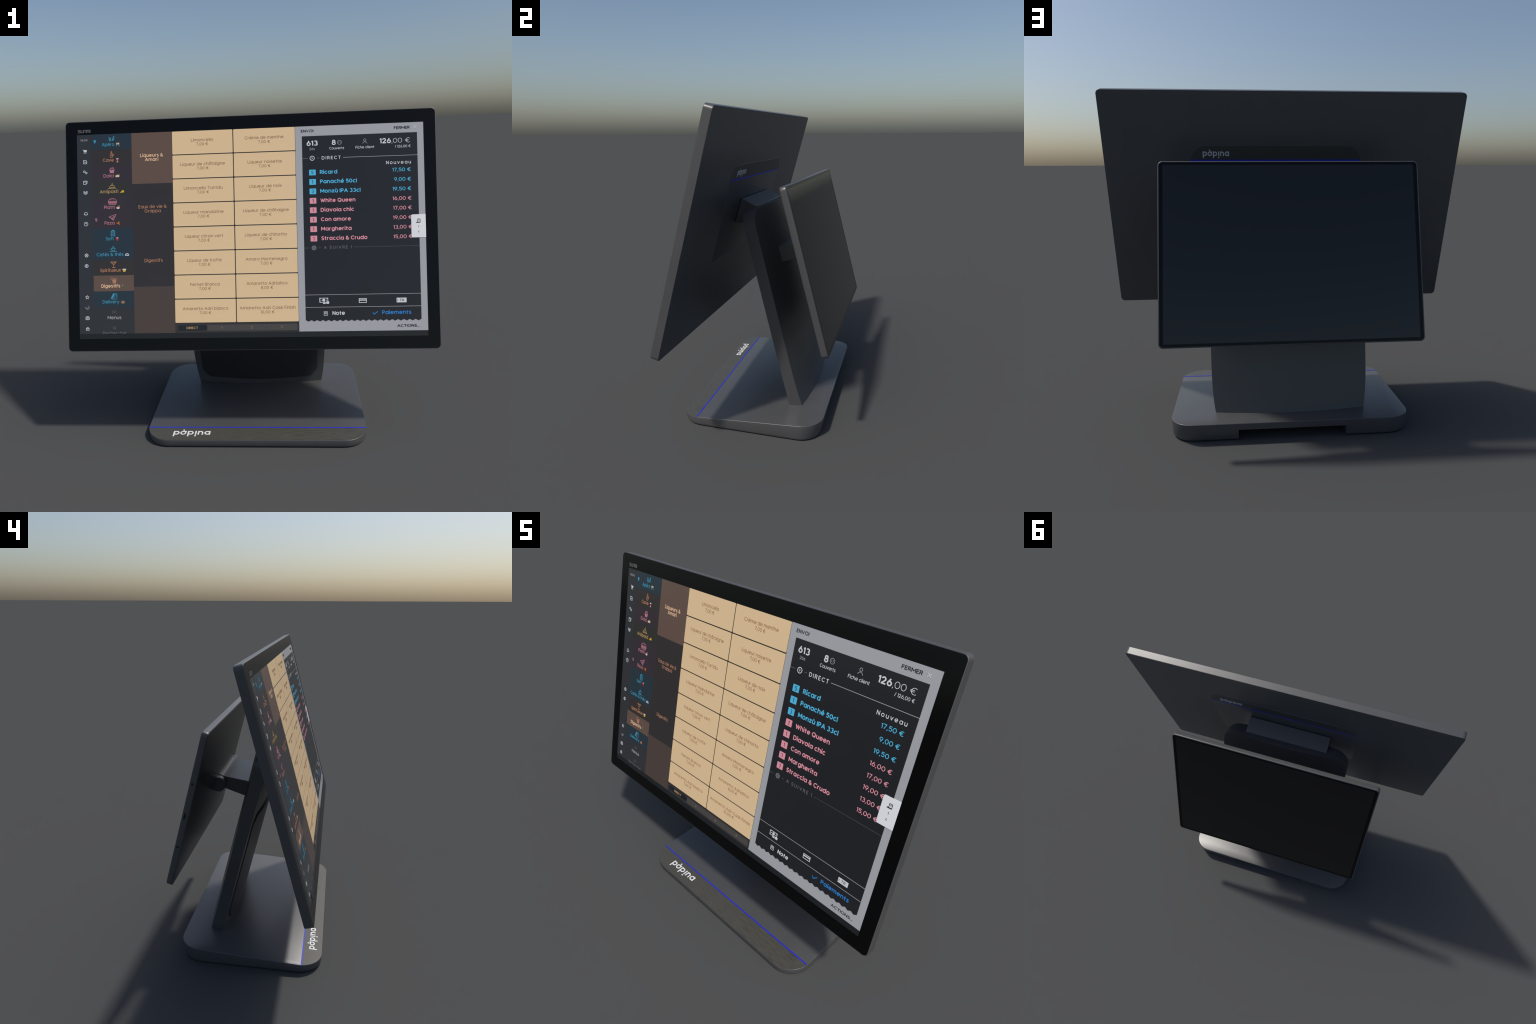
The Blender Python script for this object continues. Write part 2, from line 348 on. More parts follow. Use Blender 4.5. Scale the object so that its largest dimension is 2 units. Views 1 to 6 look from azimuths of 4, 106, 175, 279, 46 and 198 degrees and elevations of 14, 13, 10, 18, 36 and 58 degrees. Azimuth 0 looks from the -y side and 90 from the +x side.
# ----------------------------------------------------------------- neck
NECK_M = frame(NECK_FOOT, (1, 0, 0), (0, -sin(NECK_TILT), cos(NECK_TILT)))       # u = x, v = up the neck, w = towards the operator
NT, BOW_B, BOW_F, NECK_TOP = 0.0655, 0.038, 0.035, 1.192
def neck_hw(s): return 0.4235 - 0.024 * exp(-max(s, -0.05) / 0.12)
def bow(x): return max(0.0, 1 - (x / 0.425) ** 2)
def neck_grid():
    r = 0.095; nu, nv = 61, 41; fr, bk = [], []
    for i in range(nu):
        t = -1 + 2 * i / (nu - 1)
        t = math.copysign(1 - (1 - abs(t)) ** 1.6, t) if abs(t) > 0 else 0.0
        cf, cb = [], []
        hwT = neck_hw(NECK_TOP)
        over = max(0.0, abs(t) * hwT - (hwT - r))
        top = NECK_TOP - r + sqrt(max(0.0, r * r - over * over))
        for j in range(nv):
            k = j / (nv - 1); k = 1 - (1 - k) ** 1.3
            s = -0.05 + k * (top + 0.05)
            x = t * neck_hw(s)
            cb.append((x, s, -BOW_B * bow(x))); cf.append((x, s, NT + BOW_F * bow(x)))
        fr.append(cf); bk.append(cb)
    return fr, bk, nu, nv
neck = obj_from("neck", grid_solid("neck", *neck_grid()), NECK, root, NECK_M)
bv = neck.modifiers.new("edge", 'BEVEL'); bv.width = 0.006; bv.segments = 3; bv.limit_method = 'ANGLE'; bv.angle_limit = radians(50)
# raised cover on the operator's side of the neck, corners cut off
def cover_grid():
    s0, s1, hw, cut_x, cut_s = 0.066, 0.80, 0.377, 0.046, 0.055
    nu, nv = 33, 61; fr, bk = [], []
    for i in range(nu):
        t = -1 + 2 * i / (nu - 1); cf, cb = [], []
        for j in range(nv):
            s = s0 + (s1 - s0) * j / (nv - 1)
            e = min(s - s0, s1 - s)
            h = hw - cut_x * max(0.0, 1 - e / cut_s)
            x = t * h - 0.001; w = NT + BOW_F * bow(x)
            cf.append((x, s, w + 0.0025 + 0.011 * bow(x))); cb.append((x, s, w - 0.004))
        fr.append(cf); bk.append(cb)
    return fr, bk, nu, nv
cover = obj_from("neck_cover", grid_solid("neck_cover", *cover_grid()), PANEL, neck)
bv = cover.modifiers.new("edge", 'BEVEL'); bv.width = 0.002; bv.segments = 2; bv.limit_method = 'ANGLE'; bv.angle_limit = radians(50)

# ----------------------------------------------------------------- mount block between neck and screen
def prism(name, prof, x0, x1):
    n = len(prof)
    me = stack(name, [[(x0, y, z) for y, z in prof], [(x1, y, z) for y, z in prof]]); return me
mount = obj_from("mount_block", prism("mount_block", [(-0.1524, 1.2886), (-0.0535, 1.2465), (-0.066, 1.150), (-0.1936, 1.1455)], -0.2690, 0.2795), NECK, root)
bv = mount.modifiers.new("edge", 'BEVEL'); bv.width = 0.0025; bv.segments = 2
obj_from("mount_plate", prism("mount_plate", [(-0.150, 1.272), (-0.17, 1.276), (-0.208, 1.146), (-0.188, 1.150)], -0.258, 0.268), PANEL, root)

# ----------------------------------------------------------------- operator screen
up = Vector((0, sin(TILT_MAIN), cos(TILT_MAIN)))
MAIN_M = frame(MAIN_BOTTOM, (1, 0, 0), up)
housing = obj_from("screen_housing", slab("screen_housing", -MAIN_W, 0, MAIN_W, MAIN_H, 0.023, -MAIN_T, -0.0012, 0.0012, 0.0025, dish=(0.001, 0.008)), SHELL, root, MAIN_M)
wn = housing.modifiers.new("flat_sides", 'WEIGHTED_NORMAL'); wn.mode = 'FACE_AREA'; wn.weight = 100; wn.keep_sharp = True
SX, SV0, SV1, SW = 0.9356, 0.0935, 1.1870, -0.0008   # picture area; its depth behind the rim
STRIP_V = 0.0650
LIFT = 0.0028                                         # the picture's own zero line above the housing's lower edge

def bezel(name, hw, h, ins, r, ix, iv0, iv1, w_out, w_in, mat, parent):
    """Black glass border: four mitred faces sloping from the rim to the picture."""
    out = rounded(-hw + ins, ins, hw - ins, h - ins, r, 8); V, F = [], []
    n = len(out)
    inner = []
    for k, (x, y) in enumerate(out):
        c = k // 9
        inner.append(((-ix, ix, ix, -ix)[c], (iv0, iv0, iv1, iv1)[c]))
    V = [(x, y, w_out - 0.003) for x, y in out] + [(x, y, w_out) for x, y in out] + [(x, y, w_in) for x, y in inner]
    for i in range(n):
        j = (i + 1) % n
        F.append((i, j, n + j, n + i)); F.append((n + i, n + j, 2 * n + j, 2 * n + i))
    me = mesh(name, V, F)
    bm = bmesh.new(); bm.from_mesh(me)
    bmesh.ops.remove_doubles(bm, verts=bm.verts, dist=1e-6); bmesh.ops.dissolve_degenerate(bm, edges=bm.edges, dist=1e-6)
    bmesh.ops.recalc_face_normals(bm, faces=bm.faces); bm.normal_update()
    big = max(bm.faces, key=lambda f: f.calc_area())
    if big.normal.z < 0: bmesh.ops.reverse_faces(bm, faces=bm.faces)
    bm.to_mesh(me); bm.free()
    return obj_from(name, me, mat, parent)
bezel("bezel", MAIN_W, MAIN_H, 0.0040, 0.020, SX, STRIP_V + LIFT, SV1 + LIFT, 0.0, SW, GLASS, housing)

screen = obj_from("touch_screen", mesh("touch_screen", [(-SX - .01, STRIP_V - .01, SW - .001), (SX + .01, STRIP_V - .01, SW - .001), (SX + .01, SV1 + .01, SW - .001), (-SX - .01, SV1 + .01, SW - .001)], [(0, 1, 2, 3)]), GLASS, root, MAIN_M @ Matrix.Translation((0, LIFT, 0)))
W0 = SW - 0.0009
def area(x0, y0, x1, y1, ink, layer, r=0.0, name="screen_field"):
    return Flat(W0, W0 + 0.00035 * layer).rect(x0, y0, x1, y1, r).done(name, INK[ink], screen)
TW = W0 + 0.00125          # writing lies on top
C0, C1, C2, C3 = -0.8535, -0.6292, -0.4052, 0.2637
area(-SX, STRIP_V, SX, SV0, "strip", 1, name="lower_strip")
area(-SX, SV0, C1, SV1, "sidebar", 1, name="side_bar")
ROW = 0.0862
fields = ["teal", "umber", "plum", "olive", "plum", "plum", "teal", "teal", "umber", "brown", "teal"]
for k, ink in enumerate(fields):
    area(C0, SV1 - 0.0003 - ROW * (k + 1), C1, SV1 - ROW * k, ink, 2, name="category_field")
area(C1, 0.9075, C2, SV1, "brown", 1, name="group_field"); area(C1, 0.3465, C2, 0.9075, "column", 1, name="group_field"); area(C1, SV0, C2, 0.3465, "cocoa", 1, name="group_field")
area(C2, SV0, C3, SV1, "umber", 1, name="menu_field")
area(C3, SV0, SX, SV1, "grey", 1, 0, name="ticket_field")
menu = [("Limoncello", "7,00 €", -0.3005, -0.1776), ("Crème de menthe", "7,00 €", -0.0075, 0.2012),
        ("Liqueur de châtaigne", "7,00 €", -0.3607, -0.1167), ("Liqueur noisette", "7,00 €", 0.0055, 0.1900),
        ("Limoncello Turridu", "7,00 €", -0.3440, -0.1325), ("Liqueur de noix", "7,00 €", 0.0125, 0.1865),
        ("Liqueur mandarine", "7,00 €", -0.3480, -0.1290), ("Liqueur de châtaigne", "7,00 €", -0.0240, 0.2220),
        ("Liqueur citron vert", "7,00 €", -0.3430, -0.1345), ("Liqueur de chinotto", "7,00 €", -0.0165, 0.2085),
        ("Liqueur de truffe", "7,00 €", -0.3320, -0.1445), ("Amaro Montenegro", "7,00 €", -0.0160, 0.2090),
        ("Fernet Branca", "7,00 €", -0.3190, -0.1580), ("Amaretto Adriatico", "8,00 €", -0.0130, 0.2065),
        ("Amaretto Adri bianco", "7,00 €", -0.3620, -0.1150), ("Amaretto Adri Cask Finish", "10,00 €", -0.0524, 0.2470)]
PITCH = 0.1304
for k, (title, price, xa, xb) in enumerate(menu):
    col, row = k % 2, k // 2
    x0, x1 = ((-0.4035, -0.0735), (-0.0685, 0.2620))[col]
    y1 = 1.1858 - PITCH * row
    area(x0, y1 - 0.1252, x1, y1, "tan", 3, 0.004, name="menu_button")
    base_v = y1 - 0.0572
    write(title, xa, xb, base_v, 0.0148, "tile_text", screen, TW, "menu_text", 0.17)
    half = 0.0325 if len(price) == 6 else 0.0377; mid = 0.5 * (x0 + x1) - 0.0003
    write(price, mid - half, mid + half, base_v - 0.0226, 0.0142, "tile_text", screen, TW, "price_text", 0.165)
area(-0.3945, 0.1020, 0.2538, 0.1355, "bar", 2, 0.006, name="course_bar"); area(-0.3918, 0.1040, -0.2304, 0.1347, "night", 3, 0.006, name="course_button")
write("DIRECT", -0.3433, -0.2801, 0.1135, 0.0115, "gold", screen, TW, "course_text", 0.20)
for s, x in (("1", -0.151), ("2", 0.0096), ("3", 0.1694)): write(s, x - 0.0022 - 0.0025 * (s != "1"), x + 0.0022 + 0.0025 * (s != "1"), 0.1130, 0.0120, "copper", screen, TW, "course_text", 0.12)
for x in (-0.070, 0.090): area(x, 0.108, x + 0.001, 0.130, "column", 3, name="course_divider")
# group names
write("Liqueurs &", -0.5828, -0.4550, 1.0533, 0.0165, "peach", screen, TW, "group_text", 0.24); write("Amari", -0.5556, -0.4818, 1.0304, 0.0165, "peach", screen, TW, "group_text", 0.24)
write("Eaux de vie &", -0.5963, -0.4407, 0.7731, 0.0165, "copper", screen, TW, "group_text", 0.165); write("Grappa", -0.5626, -0.4727, 0.7498, 0.0165, "copper", screen, TW, "group_text", 0.165)
write("Digestifs", -0.5674, -0.4671, 0.4797, 0.0165, "copper", screen, TW, "group_text", 0.165)
# categories
cats = [("Apéro", -0.7949, -0.7251, "sky"), ("Cave", -0.7909, -0.7294, "orange"), ("Dolci", -0.7881, -0.7311, "rose"), ("Antipasti", -0.8108, -0.7074, "gold"),
        ("Piatti", -0.7883, -0.7292, "rose"), ("Pizza", -0.7871, -0.7310, "rose"), ("Soft", -0.7813, -0.7368, "sky"), ("Cafés & thés", -0.8343, -0.6839, "sky"),
        ("Spiritueux", -0.8160, -0.7003, "orange"), ("Digestifs", -0.8110, -0.7051, "peach"), ("Delivery", -0.8047, -0.7122, "sky"), ("Menus", -0.7784, -0.7020, "mid")]
for k, (s, xa, xb, ink) in enumerate(cats):
    write(s, xa, xb, 1.1206 - ROW * k, 0.0165, ink, screen, TW, "category_text", 0.24 if s == "Digestifs" else 0.165)
write("Rechercher", -0.8071, -0.6726, 0.0880, 0.0165, "dim", screen, TW, "category_text", 0.13)
area(-0.85, 0.0655, -0.66, SV0, "strip", 5, name="lower_strip")
write("9", -0.8415, -0.8285, 1.1380, 0.0160, "cyan", screen, TW, "count_text", 0.22); write("5", -0.8394, -0.8275, 0.7086, 0.0145, "rose", screen, TW, "count_text", 0.27)
write("14:04", -0.9151, -0.8751, 1.1510, 0.0110, "mid", screen, TW, "clock_text", 0.14)
# maker's mark on the bezel
f = Flat(0.0, 0.0006); h, t, y = 0.0135, 0.0028, 1.1985 + LIFT
sq = lambda x, pts: f.line([(x + a, y + b * h) for a, b in pts], t)
sq(-0.9275, [(0.0125, 1), (0.001, 1), (0.001, 0.52), (0.0115, 0.52), (0.0115, 0), (0, 0)])
sq(-0.9108, [(0, 1), (0, 0), (0.0115, 0), (0.0115, 1)]); sq(-0.8945, [(0, 0), (0, 1), (0.0115, 1), (0.0115, 0)])
sq(-0.8785, [(0, 0), (0, 1), (0.0140, 1), (0.0140, 0)]); sq(-0.8715, [(0, 0.9), (0, 0)]); sq(-0.8595, [(0, 0), (0, 1)])
f.done("maker_mark", INK["logo"], housing)

# ---- ticket on the right
PX0, PX1, PV0, PV1 = 0.2992, 0.9020, 0.1535, 1.1333
teeth = [(PX0, PV1)]; nt = 20; step = (PX1 - PX0) / nt
saw = [(PX0, PV0)] + [p for k in range(nt) for p in ((PX0 + step * (k + 0.5), PV0 - 0.0080), (PX0 + step * (k + 1), PV0))]
Flat(W0, W0 + 0.001).poly([(PX0, PV1)] + saw + [(PX1, PV1)]).done("ticket", INK["paper"], screen)
def rule(x0, x1, v, ink, wd=0.0022): area(x0, v - wd / 2, x1, v + wd / 2, ink, 3, name="ticket_line")
write("ENVOI", 0.2949, 0.3611, 1.1548, 0.0128, "night", screen, TW, "ticket_text", 0.17); write("FERMER", 0.7835, 0.8652, 1.1541, 0.0128, "night", screen, TW, "ticket_text", 0.175)
write("ACTIONS...", 0.7764, 0.8910, 0.1128, 0.0128, "night", screen, TW, "ticket_text", 0.17)
Flat(TW, TW + .00015).line([(0.8835, 1.1545), (0.8965, 1.1665)], 0.0022).line([(0.8835, 1.1665), (0.8965, 1.1545)], 0.0022).done("close_icon", INK["light"], screen)
write("613", 0.3229, 0.3828, 1.0820, 0.0240, "light", screen, TW, "ticket_text", 0.24); write("26s", 0.3379, 0.3667, 1.0580, 0.0120, "mid", screen, TW, "ticket_text", 0.14)
write("8", 0.4568, 0.4777, 1.0822, 0.0240, "light", screen, TW, "ticket_text", 0.24); write("Couverts", 0.4434, 0.5207, 1.0577, 0.0125, "light", screen, TW, "ticket_text", 0.14)
Flat(TW, TW + .00015).ring(0.4972, 1.0941, 0.0110, 0.0018).line([(0.4935, 1.0905), (0.4935, 1.0985)], 0.0015).line([(0.5005, 1.0905), (0.5005, 1.0985)], 0.0015).done("cover_icon", INK["mid"], screen)
Flat(TW, TW + .00015).ring(0.6305, 1.1015, 0.0062, 0.002).arc(0.6305, 1.0815, 0.0112, 5, 175, 0.002, ry=0.0105).done("client_icon", INK["mid"], screen)
write("Fiche client", 0.5808, 0.6793, 1.0577, 0.0125, "light", screen, TW, "ticket_text", 0.14)
write("126", 0.7074, 0.7665, 1.0811, 0.0240, "light", screen, TW, "ticket_text", 0.24); write(",00 €", 0.7695, 0.8655, 1.0812, 0.0240, "light", screen, TW, "ticket_text", 0.085)
write("/ 126,00 €", 0.7868, 0.8677, 1.0555, 0.0125, "light", screen, TW, "ticket_text", 0.14)
rule(PX0, 0.3265, 1.0142, "dim"); rule(0.3765, 0.3890, 1.0142, "dim"); rule(0.5139, PX1, 1.0136, "mid")
Flat(TW, TW + .00015).ring(0.3513, 1.0143, 0.0115, 0.0032).line([(0.3493, 1.0183), (0.3535, 1.0143), (0.3493, 1.0103)], 0.0024).done("course_icon", INK["light"], screen)
write("DIRECT", 0.4020, 0.5021, 1.0060, 0.0158, "light", screen, TW, "ticket_text", 0.18, 0.28); write("Nouveau", 0.7383, 0.8672, 0.9694, 0.0160, "light", screen, TW, "ticket_text", 0.18, 0.28)
items = [("5", "Ricard", 0.4822, "17,50 €", 0.7698, "cyan"), ("1", "Panaché 50cl", 0.5839, "9,00 €", 0.7781, "cyan"), ("3", "Monzù IPA 33cl", 0.6019, "19,50 €", 0.7685, "cyan"),
         ("1", "White Queen", 0.5742, "16,00 €", 0.7675, "pink"), ("1", "Diavola chic", 0.5661, "17,00 €", 0.7695, "pink"), ("1", "Con amore", 0.5484, "19,00 €", 0.7676, "pink"),
         ("1", "Margherita", 0.5510, "13,00 €", 0.7687, "pink"), ("1", "Straccia & Crudo", 0.6322, "15,00 €", 0.7675, "pink")]
for k, (q, s, xb, pr, pa, ink) in enumerate(items):
    v = 0.9380 - 0.05031 * k
    area(0.3335, v - 0.0152, 0.3686, v + 0.0153, ink, 3, 0.0025, name="quantity_badge")
    write(q, 0.3470 - 0.0020 * (q != "1"), 0.3535 + 0.0030 * (q != "1"), v - 0.0088, 0.0170, "night", screen, TW, "ticket_text", 0.13)
    write(s, 0.3902, xb, v - 0.0085, 0.0180, ink, screen, TW, "item_text", 0.25)
    write(pr, pa, 0.8660, v - 0.0082, 0.0175, ink, screen, TW, "price_text", 0.165)
rule(PX0, 0.3268, 0.5365, "faint"); rule(0.3758, 0.3881, 0.5363, "faint"); rule(0.5624, PX1, 0.5367, "faint", 0.0018)
Flat(TW, TW + .00015).disc(0.3508, 0.5365, 0.0128).done("clock_icon", INK["dim"], screen)
Flat(TW + .0004, TW + .0008).line([(0.3508, 0.5435), (0.3508, 0.5360), (0.3555, 0.5340)], 0.0022).done("clock_hand", INK["paper"], screen)
write("A SUIVRE 1", 0.4029, 0.5496, 0.5297, 0.0150, "dim", screen, TW, "ticket_text", 0.15, 0.35)
Flat(W0, TW + 0.0008).poly(rounded(0.8610, 0.5795, SX, 0.7005, (0.008, 0, 0, 0.008), 5)).done("side_tab", INK["white"], screen)
f = Flat(TW + .0008, TW + .0012); f.line([(0.8935, 0.6590), (0.8935, 0.6760), (0.9070, 0.6760), (0.9070, 0.6590)], 0.0024).line([(0.8885, 0.6585), (0.9035, 0.6585)], 0.0045).line([(0.8975, 0.6715), (0.9035, 0.6715)], 0.0014).line([(0.8975, 0.6680), (0.9035, 0.6680)], 0.0014).done("ticket_icon", INK["night"], screen)
write("1", 0.8966, 0.9006, 0.6310, 0.0110, "night", screen, TW + .0008, "ticket_text", 0.17)
Flat(TW + .0008, TW + .0012).line([(0.9005, 0.6140), (0.8962, 0.6100), (0.9005, 0.6060)], 0.0018).done("arrow_icon", INK["night"], screen)
rule(PX0, PX1, 0.2867, "mid"); rule(PX0, PX1, 0.2208, "mid")
f = Flat(TW, TW + .00015); f.line([(0.3745, 0.2690), (0.4175, 0.2690), (0.4175, 0.2470), (0.3745, 0.2470)], 0.0030, True).disc(0.3960, 0.2580, 0.0078).disc(0.3815, 0.2580, 0.0024).disc(0.4105, 0.2580, 0.0024)
f.rect(0.3745, 0.2640, 0.3790, 0.2690).rect(0.4130, 0.2640, 0.4175, 0.2690).rect(0.3745, 0.2470, 0.3790, 0.2520)
f.rect(0.3915, 0.2385, 0.4060, 0.2445, 0.002).rect(0.4090, 0.2385, 0.4240, 0.2515, 0.003).done("cash_icon", INK["light"], screen)
f = Flat(TW, TW + .00015); f.line([(0.5815, 0.2635), (0.6192, 0.2635), (0.6192, 0.2427), (0.5815, 0.2427)], 0.0032, True).rect(0.5815, 0.2525, 0.6192, 0.2585).done("card_icon", INK["light"], screen)
Flat(TW, TW + .00015).rect(0.7756, 0.2403, 0.8271, 0.2651, 0.001).done("voucher_icon", INK["light"], screen)
write("TR", 0.7915, 0.8150, 0.2475, 0.0110, "night", screen, TW + .0006, "ticket_text", 0.14); area(0.7810, 0.2480, 0.7824, 0.2580, "night", 7, name="voucher_line")
f = Flat(TW, TW + .00015); f.line([(0.3960, 0.1975), (0.4142, 0.1975), (0.4142, 0.1773), (0.3960, 0.1773)], 0.0020, True)
for v in (0.1935, 0.1895, 0.1850): f.line([(0.3995, v), (0.4105, v)], 0.0018)
f.done("note_icon", INK["light"], screen)
write("Note", 0.4402, 0.5058, 0.1798, 0.0178, "light", screen, TW, "ticket_text", 0.24); write("Paiements", 0.6986, 0.8505, 0.1803, 0.0178, "blue", screen, TW, "ticket_text", 0.24)
Flat(TW, TW + .00015).line([(0.6520, 0.1880), (0.6590, 0.1800), (0.6755, 0.1935)], 0.0042).done("check_icon", INK["blue"], screen)

# ---- round-cornered little icons of the side bar (centre, radius about 0.011)
def icon(name, ink, draw, x, v):
    f = Flat(TW, TW + 0.00015); draw(f, x, v); f.done(name, INK[ink], screen)
S = -0.8910
def cart(f, x, v): f.poly([(x - .008, v + .009), (x + .0115, v + .009), (x + .009, v - .003), (x - .006, v - .003)]).line([(x - .0115, v + .0105), (x - .008, v + .009)], .002).disc(x - .004, v - .008, .0026, 10).disc(x + .006, v - .008, .0026, 10)
def sheet(f, x, v): f.line([(x - .0085, v + .0095), (x + .004, v + .0095), (x + .0095, v + .004), (x + .0095, v - .0095), (x - .0085, v - .0095)], .0026, True).line([(x - .005, v - .002), (x - .001, v + .002), (x + .002, v - .003), (x + .006, v + .001)], .002)
def links(f, x, v): f.ring(x - .005, v + .004, .0048, .0026).ring(x + .006, v - .004, .0048, .0026)
def agenda(f, x, v): f.line([(x - .010, v + .009), (x + .010, v + .009), (x + .010, v - .002), (x + .003, v - .0095), (x - .010, v - .0095)], .0026, True).line([(x - .010, v + .004), (x + .010, v + .004)], .0022).line([(x + .003, v - .009), (x + .003, v - .002), (x + .010, v - .002)], .002)
def people(f, x, v):
    for d in (-.007, .007): f.ring(x + d, v + .006, .0034, .0022).arc(x + d, v - .005, .0048, 10, 170, .0022, 10)
    f.ring(x, v + .000, .0032, .0022, ).arc(x, v - .011, .0048, 10, 170, .0022, 10)
def bell(f, x, v): f.arc(x, v - .001, .0085, 0, 180, .0024).line([(x - .0105, v - .006), (x + .0105, v - .006)], .0024).line([(x - .0085, v - .001), (x - .0085, v - .006)], .0024).line([(x + .0085, v - .001), (x + .0085, v - .006)], .0024).disc(x, v - .0095, .0022, 10)
def query(f, x, v): f.ring(x, v, .0105, .0024).arc(x, v + .002, .0035, -60, 180, .0022, 12).disc(x + .0005, v - .005, .0014, 8)
def gear(f, x, v): f.ring(x, v, .0085, .0034).disc(x, v, .0034, 12)
def cloud(f, x, v): f.ring(x, v, .0085, .0026).ring(x - .004, v - .001, .0062, .002).disc(x, v + .001, .003, 10)
def star(f, x, v): f.line([(x + (.0105 if k % 2 == 0 else .0045) * sin(pi * k / 5), v + (.0105 if k % 2 == 0 else .0045) * cos(pi * k / 5)) for k in range(10)], .0022, True)
def face(f, x, v): f.arc(x, v, .0100, -200, 60, .002).arc(x, v, .0045, 180, 360, .002, 10)
def drawer(f, x, v): f.line([(x - .0095, v - .008), (x - .0095, v + .003), (x - .006, v + .0085), (x + .006, v + .0085), (x + .0095, v + .003), (x + .0095, v - .008)], .0028, True).line([(x - .0095, v + .001), (x + .0095, v + .001)], .0022).line([(x - .004, v - .004), (x + .004, v - .004)], .002).line([(x - .004, v + .005), (x + .004, v + .005)], .002)
def lock(f, x, v): f.line([(x - .008, v + .002), (x + .008, v + .002), (x + .008, v - .0075), (x - .008, v - .0075)], .0028, True).arc(x, v + .003, .0052, 0, 180, .0026, 12).disc(x, v - .003, .0018, 8)
for name, dr, v, ink in (("cart_icon", cart, 1.0939, "light"), ("sheet_icon", sheet, 1.0366, "light"), ("link_icon", links, 0.9801, "light"), ("agenda_icon", agenda, 0.9229, "light"),
                         ("people_icon", people, 0.8661, "light"), ("bell_icon", bell, 0.7525, "light"), ("help_icon", query, 0.6953, "light"), ("gear_icon", gear, 0.5230, "light"),
                         ("cloud_icon", cloud, 0.4653, "light"), ("star_icon", star, 0.2932, "light"), ("face_icon", face, 0.2378, "mid"), ("drawer_icon", drawer, 0.1794, "light"), ("lock_icon", lock, 0.1209, "light")):
    icon(name, ink, dr, S, v)
# ---- category drawings
K = -0.7408
def glasses(f, x, v): f.line([(x - .014, v + .008), (x - .012, v - .010), (x - .003, v - .012), (x - .004, v + .004)], .0024, True).line([(x + .004, v - .010), (x + .012, v + .013), (x + .016, v + .010), (x + .012, v - .009)], .0024, True).ring(x - .0075, v - .004, .003, .002).ring(x + .008, v - .003, .003, .002)
def bottle(f, x, v): f.line([(x - .003, v + .016), (x + .001, v + .016), (x + .001, v + .006), (x + .004, v + .001), (x + .004, v - .016), (x - .008, v - .016), (x - .008, v + .001), (x - .003, v + .006)], .0024, True).ring(x + .005, v - .003, .006, .0022)
def cake(f, x, v): f.poly([(x - .014, v), (x + .014, v), (x + .010, v - .016), (x - .010, v - .016)]).arc(x, v, .0125, 0, 180, .0026).line([(x + .001, v + .011), (x + .008, v + .016)], .002).arc(x, v, .007, 10, 170, .002)
def dish(f, x, v): f.line([(x - .021, v - .013), (x + .021, v - .013)], .0032).line([(x - .015, v - .008), (x + .015, v - .008), (x + .010, v + .001), (x - .010, v + .001)], .0022, True).line([(x - .007, v + .001), (x, v + .009), (x + .007, v + .001)], .0022).line([(x, v + .009), (x, v + .016)], .0024)
def burger(f, x, v): f.arc(x, v + .002, .022, 0, 180, .0026, 20, ry=.015).line([(x - .023, v + .001), (x + .023, v + .001)], .0035).line([(x - .023, v - .005), (x + .023, v - .005)], .0045).line([(x - .021, v - .010), (x + .021, v - .010), (x + .018, v - .016), (x - .018, v - .016)], .0026, True).line([(x - .01, v + .009), (x - .006, v + .011)], .002).line([(x + .002, v + .010), (x + .006, v + .009)], .002)
def slice_(f, x, v): f.line([(x + .019, v + .016), (x - .020, v + .003), (x + .004, v - .016)], .0026, True).line([(x - .015, v + .001), (x + .004, v - .012)], .0022).ring(x + .006, v + .004, .003, .002).ring(x + .001, v - .003, .0028, .002)
def can(f, x, v): f.line([(x - .0095, v + .011), (x + .0095, v + .011), (x + .0105, v - .015), (x - .0105, v - .015)], .0034, True).rect(x - .006, v + .012, x + .006, v + .017).ring(x, v - .002, .0055, .0024)
def cup(f, x, v): f.line([(x - .009, v + .003), (x + .011, v + .003), (x + .008, v - .010), (x - .006, v - .010)], .0026, True).line([(x - .018, v - .014), (x + .018, v - .014)], .003).disc(x - .001, v + .013, .003, 8).line([(x - .003, v + .007), (x + .006, v + .006)], .003).arc(x - .010, v - .003, .004, 90, 270, .002, 8)
def martini(f, x, v): f.line([(x - .015, v + .015), (x + .016, v + .015), (x + .001, v - .001)], .0028, True).line([(x + .001, v - .001), (x + .001, v - .014)], .0028).line([(x - .007, v - .016), (x + .009, v - .016)], .0028).line([(x - .006, v + .008), (x + .008, v + .012)], .002)
def tumbler(f, x, v): f.poly([(x - .010, v + .006), (x + .016, v + .006), (x + .011, v - .016), (x - .005, v - .016)]).line([(x - .003, v + .009), (x + .016, v + .011)], .003).ring(x - .010, v + .010, .0065, .0022)
def cone(f, x, v): f.line([(x - .018, v - .013), (x - .004, v + .015), (x + .016, v + .014), (x + .016, v - .014), (x - .004, v - .016)], .0024, True).poly([(x - .016, v - .008), (x - .004, v + .014), (x + .006, v + .012), (x - .008, v - .012)]).line([(x - .004, v - .013), (x + .014, v + .010)], .002)
def letter_m(f, x, v): f.line([(x - .010, v - .007), (x - .008, v + .007), (x, v - .003), (x + .008, v + .007), (x + .010, v - .007)], .0016)
def lens(f, x, v): f.ring(x - .001, v + .001, .0062, .0018).line([(x + .004, v - .004), (x + .008, v - .008)], .0018)
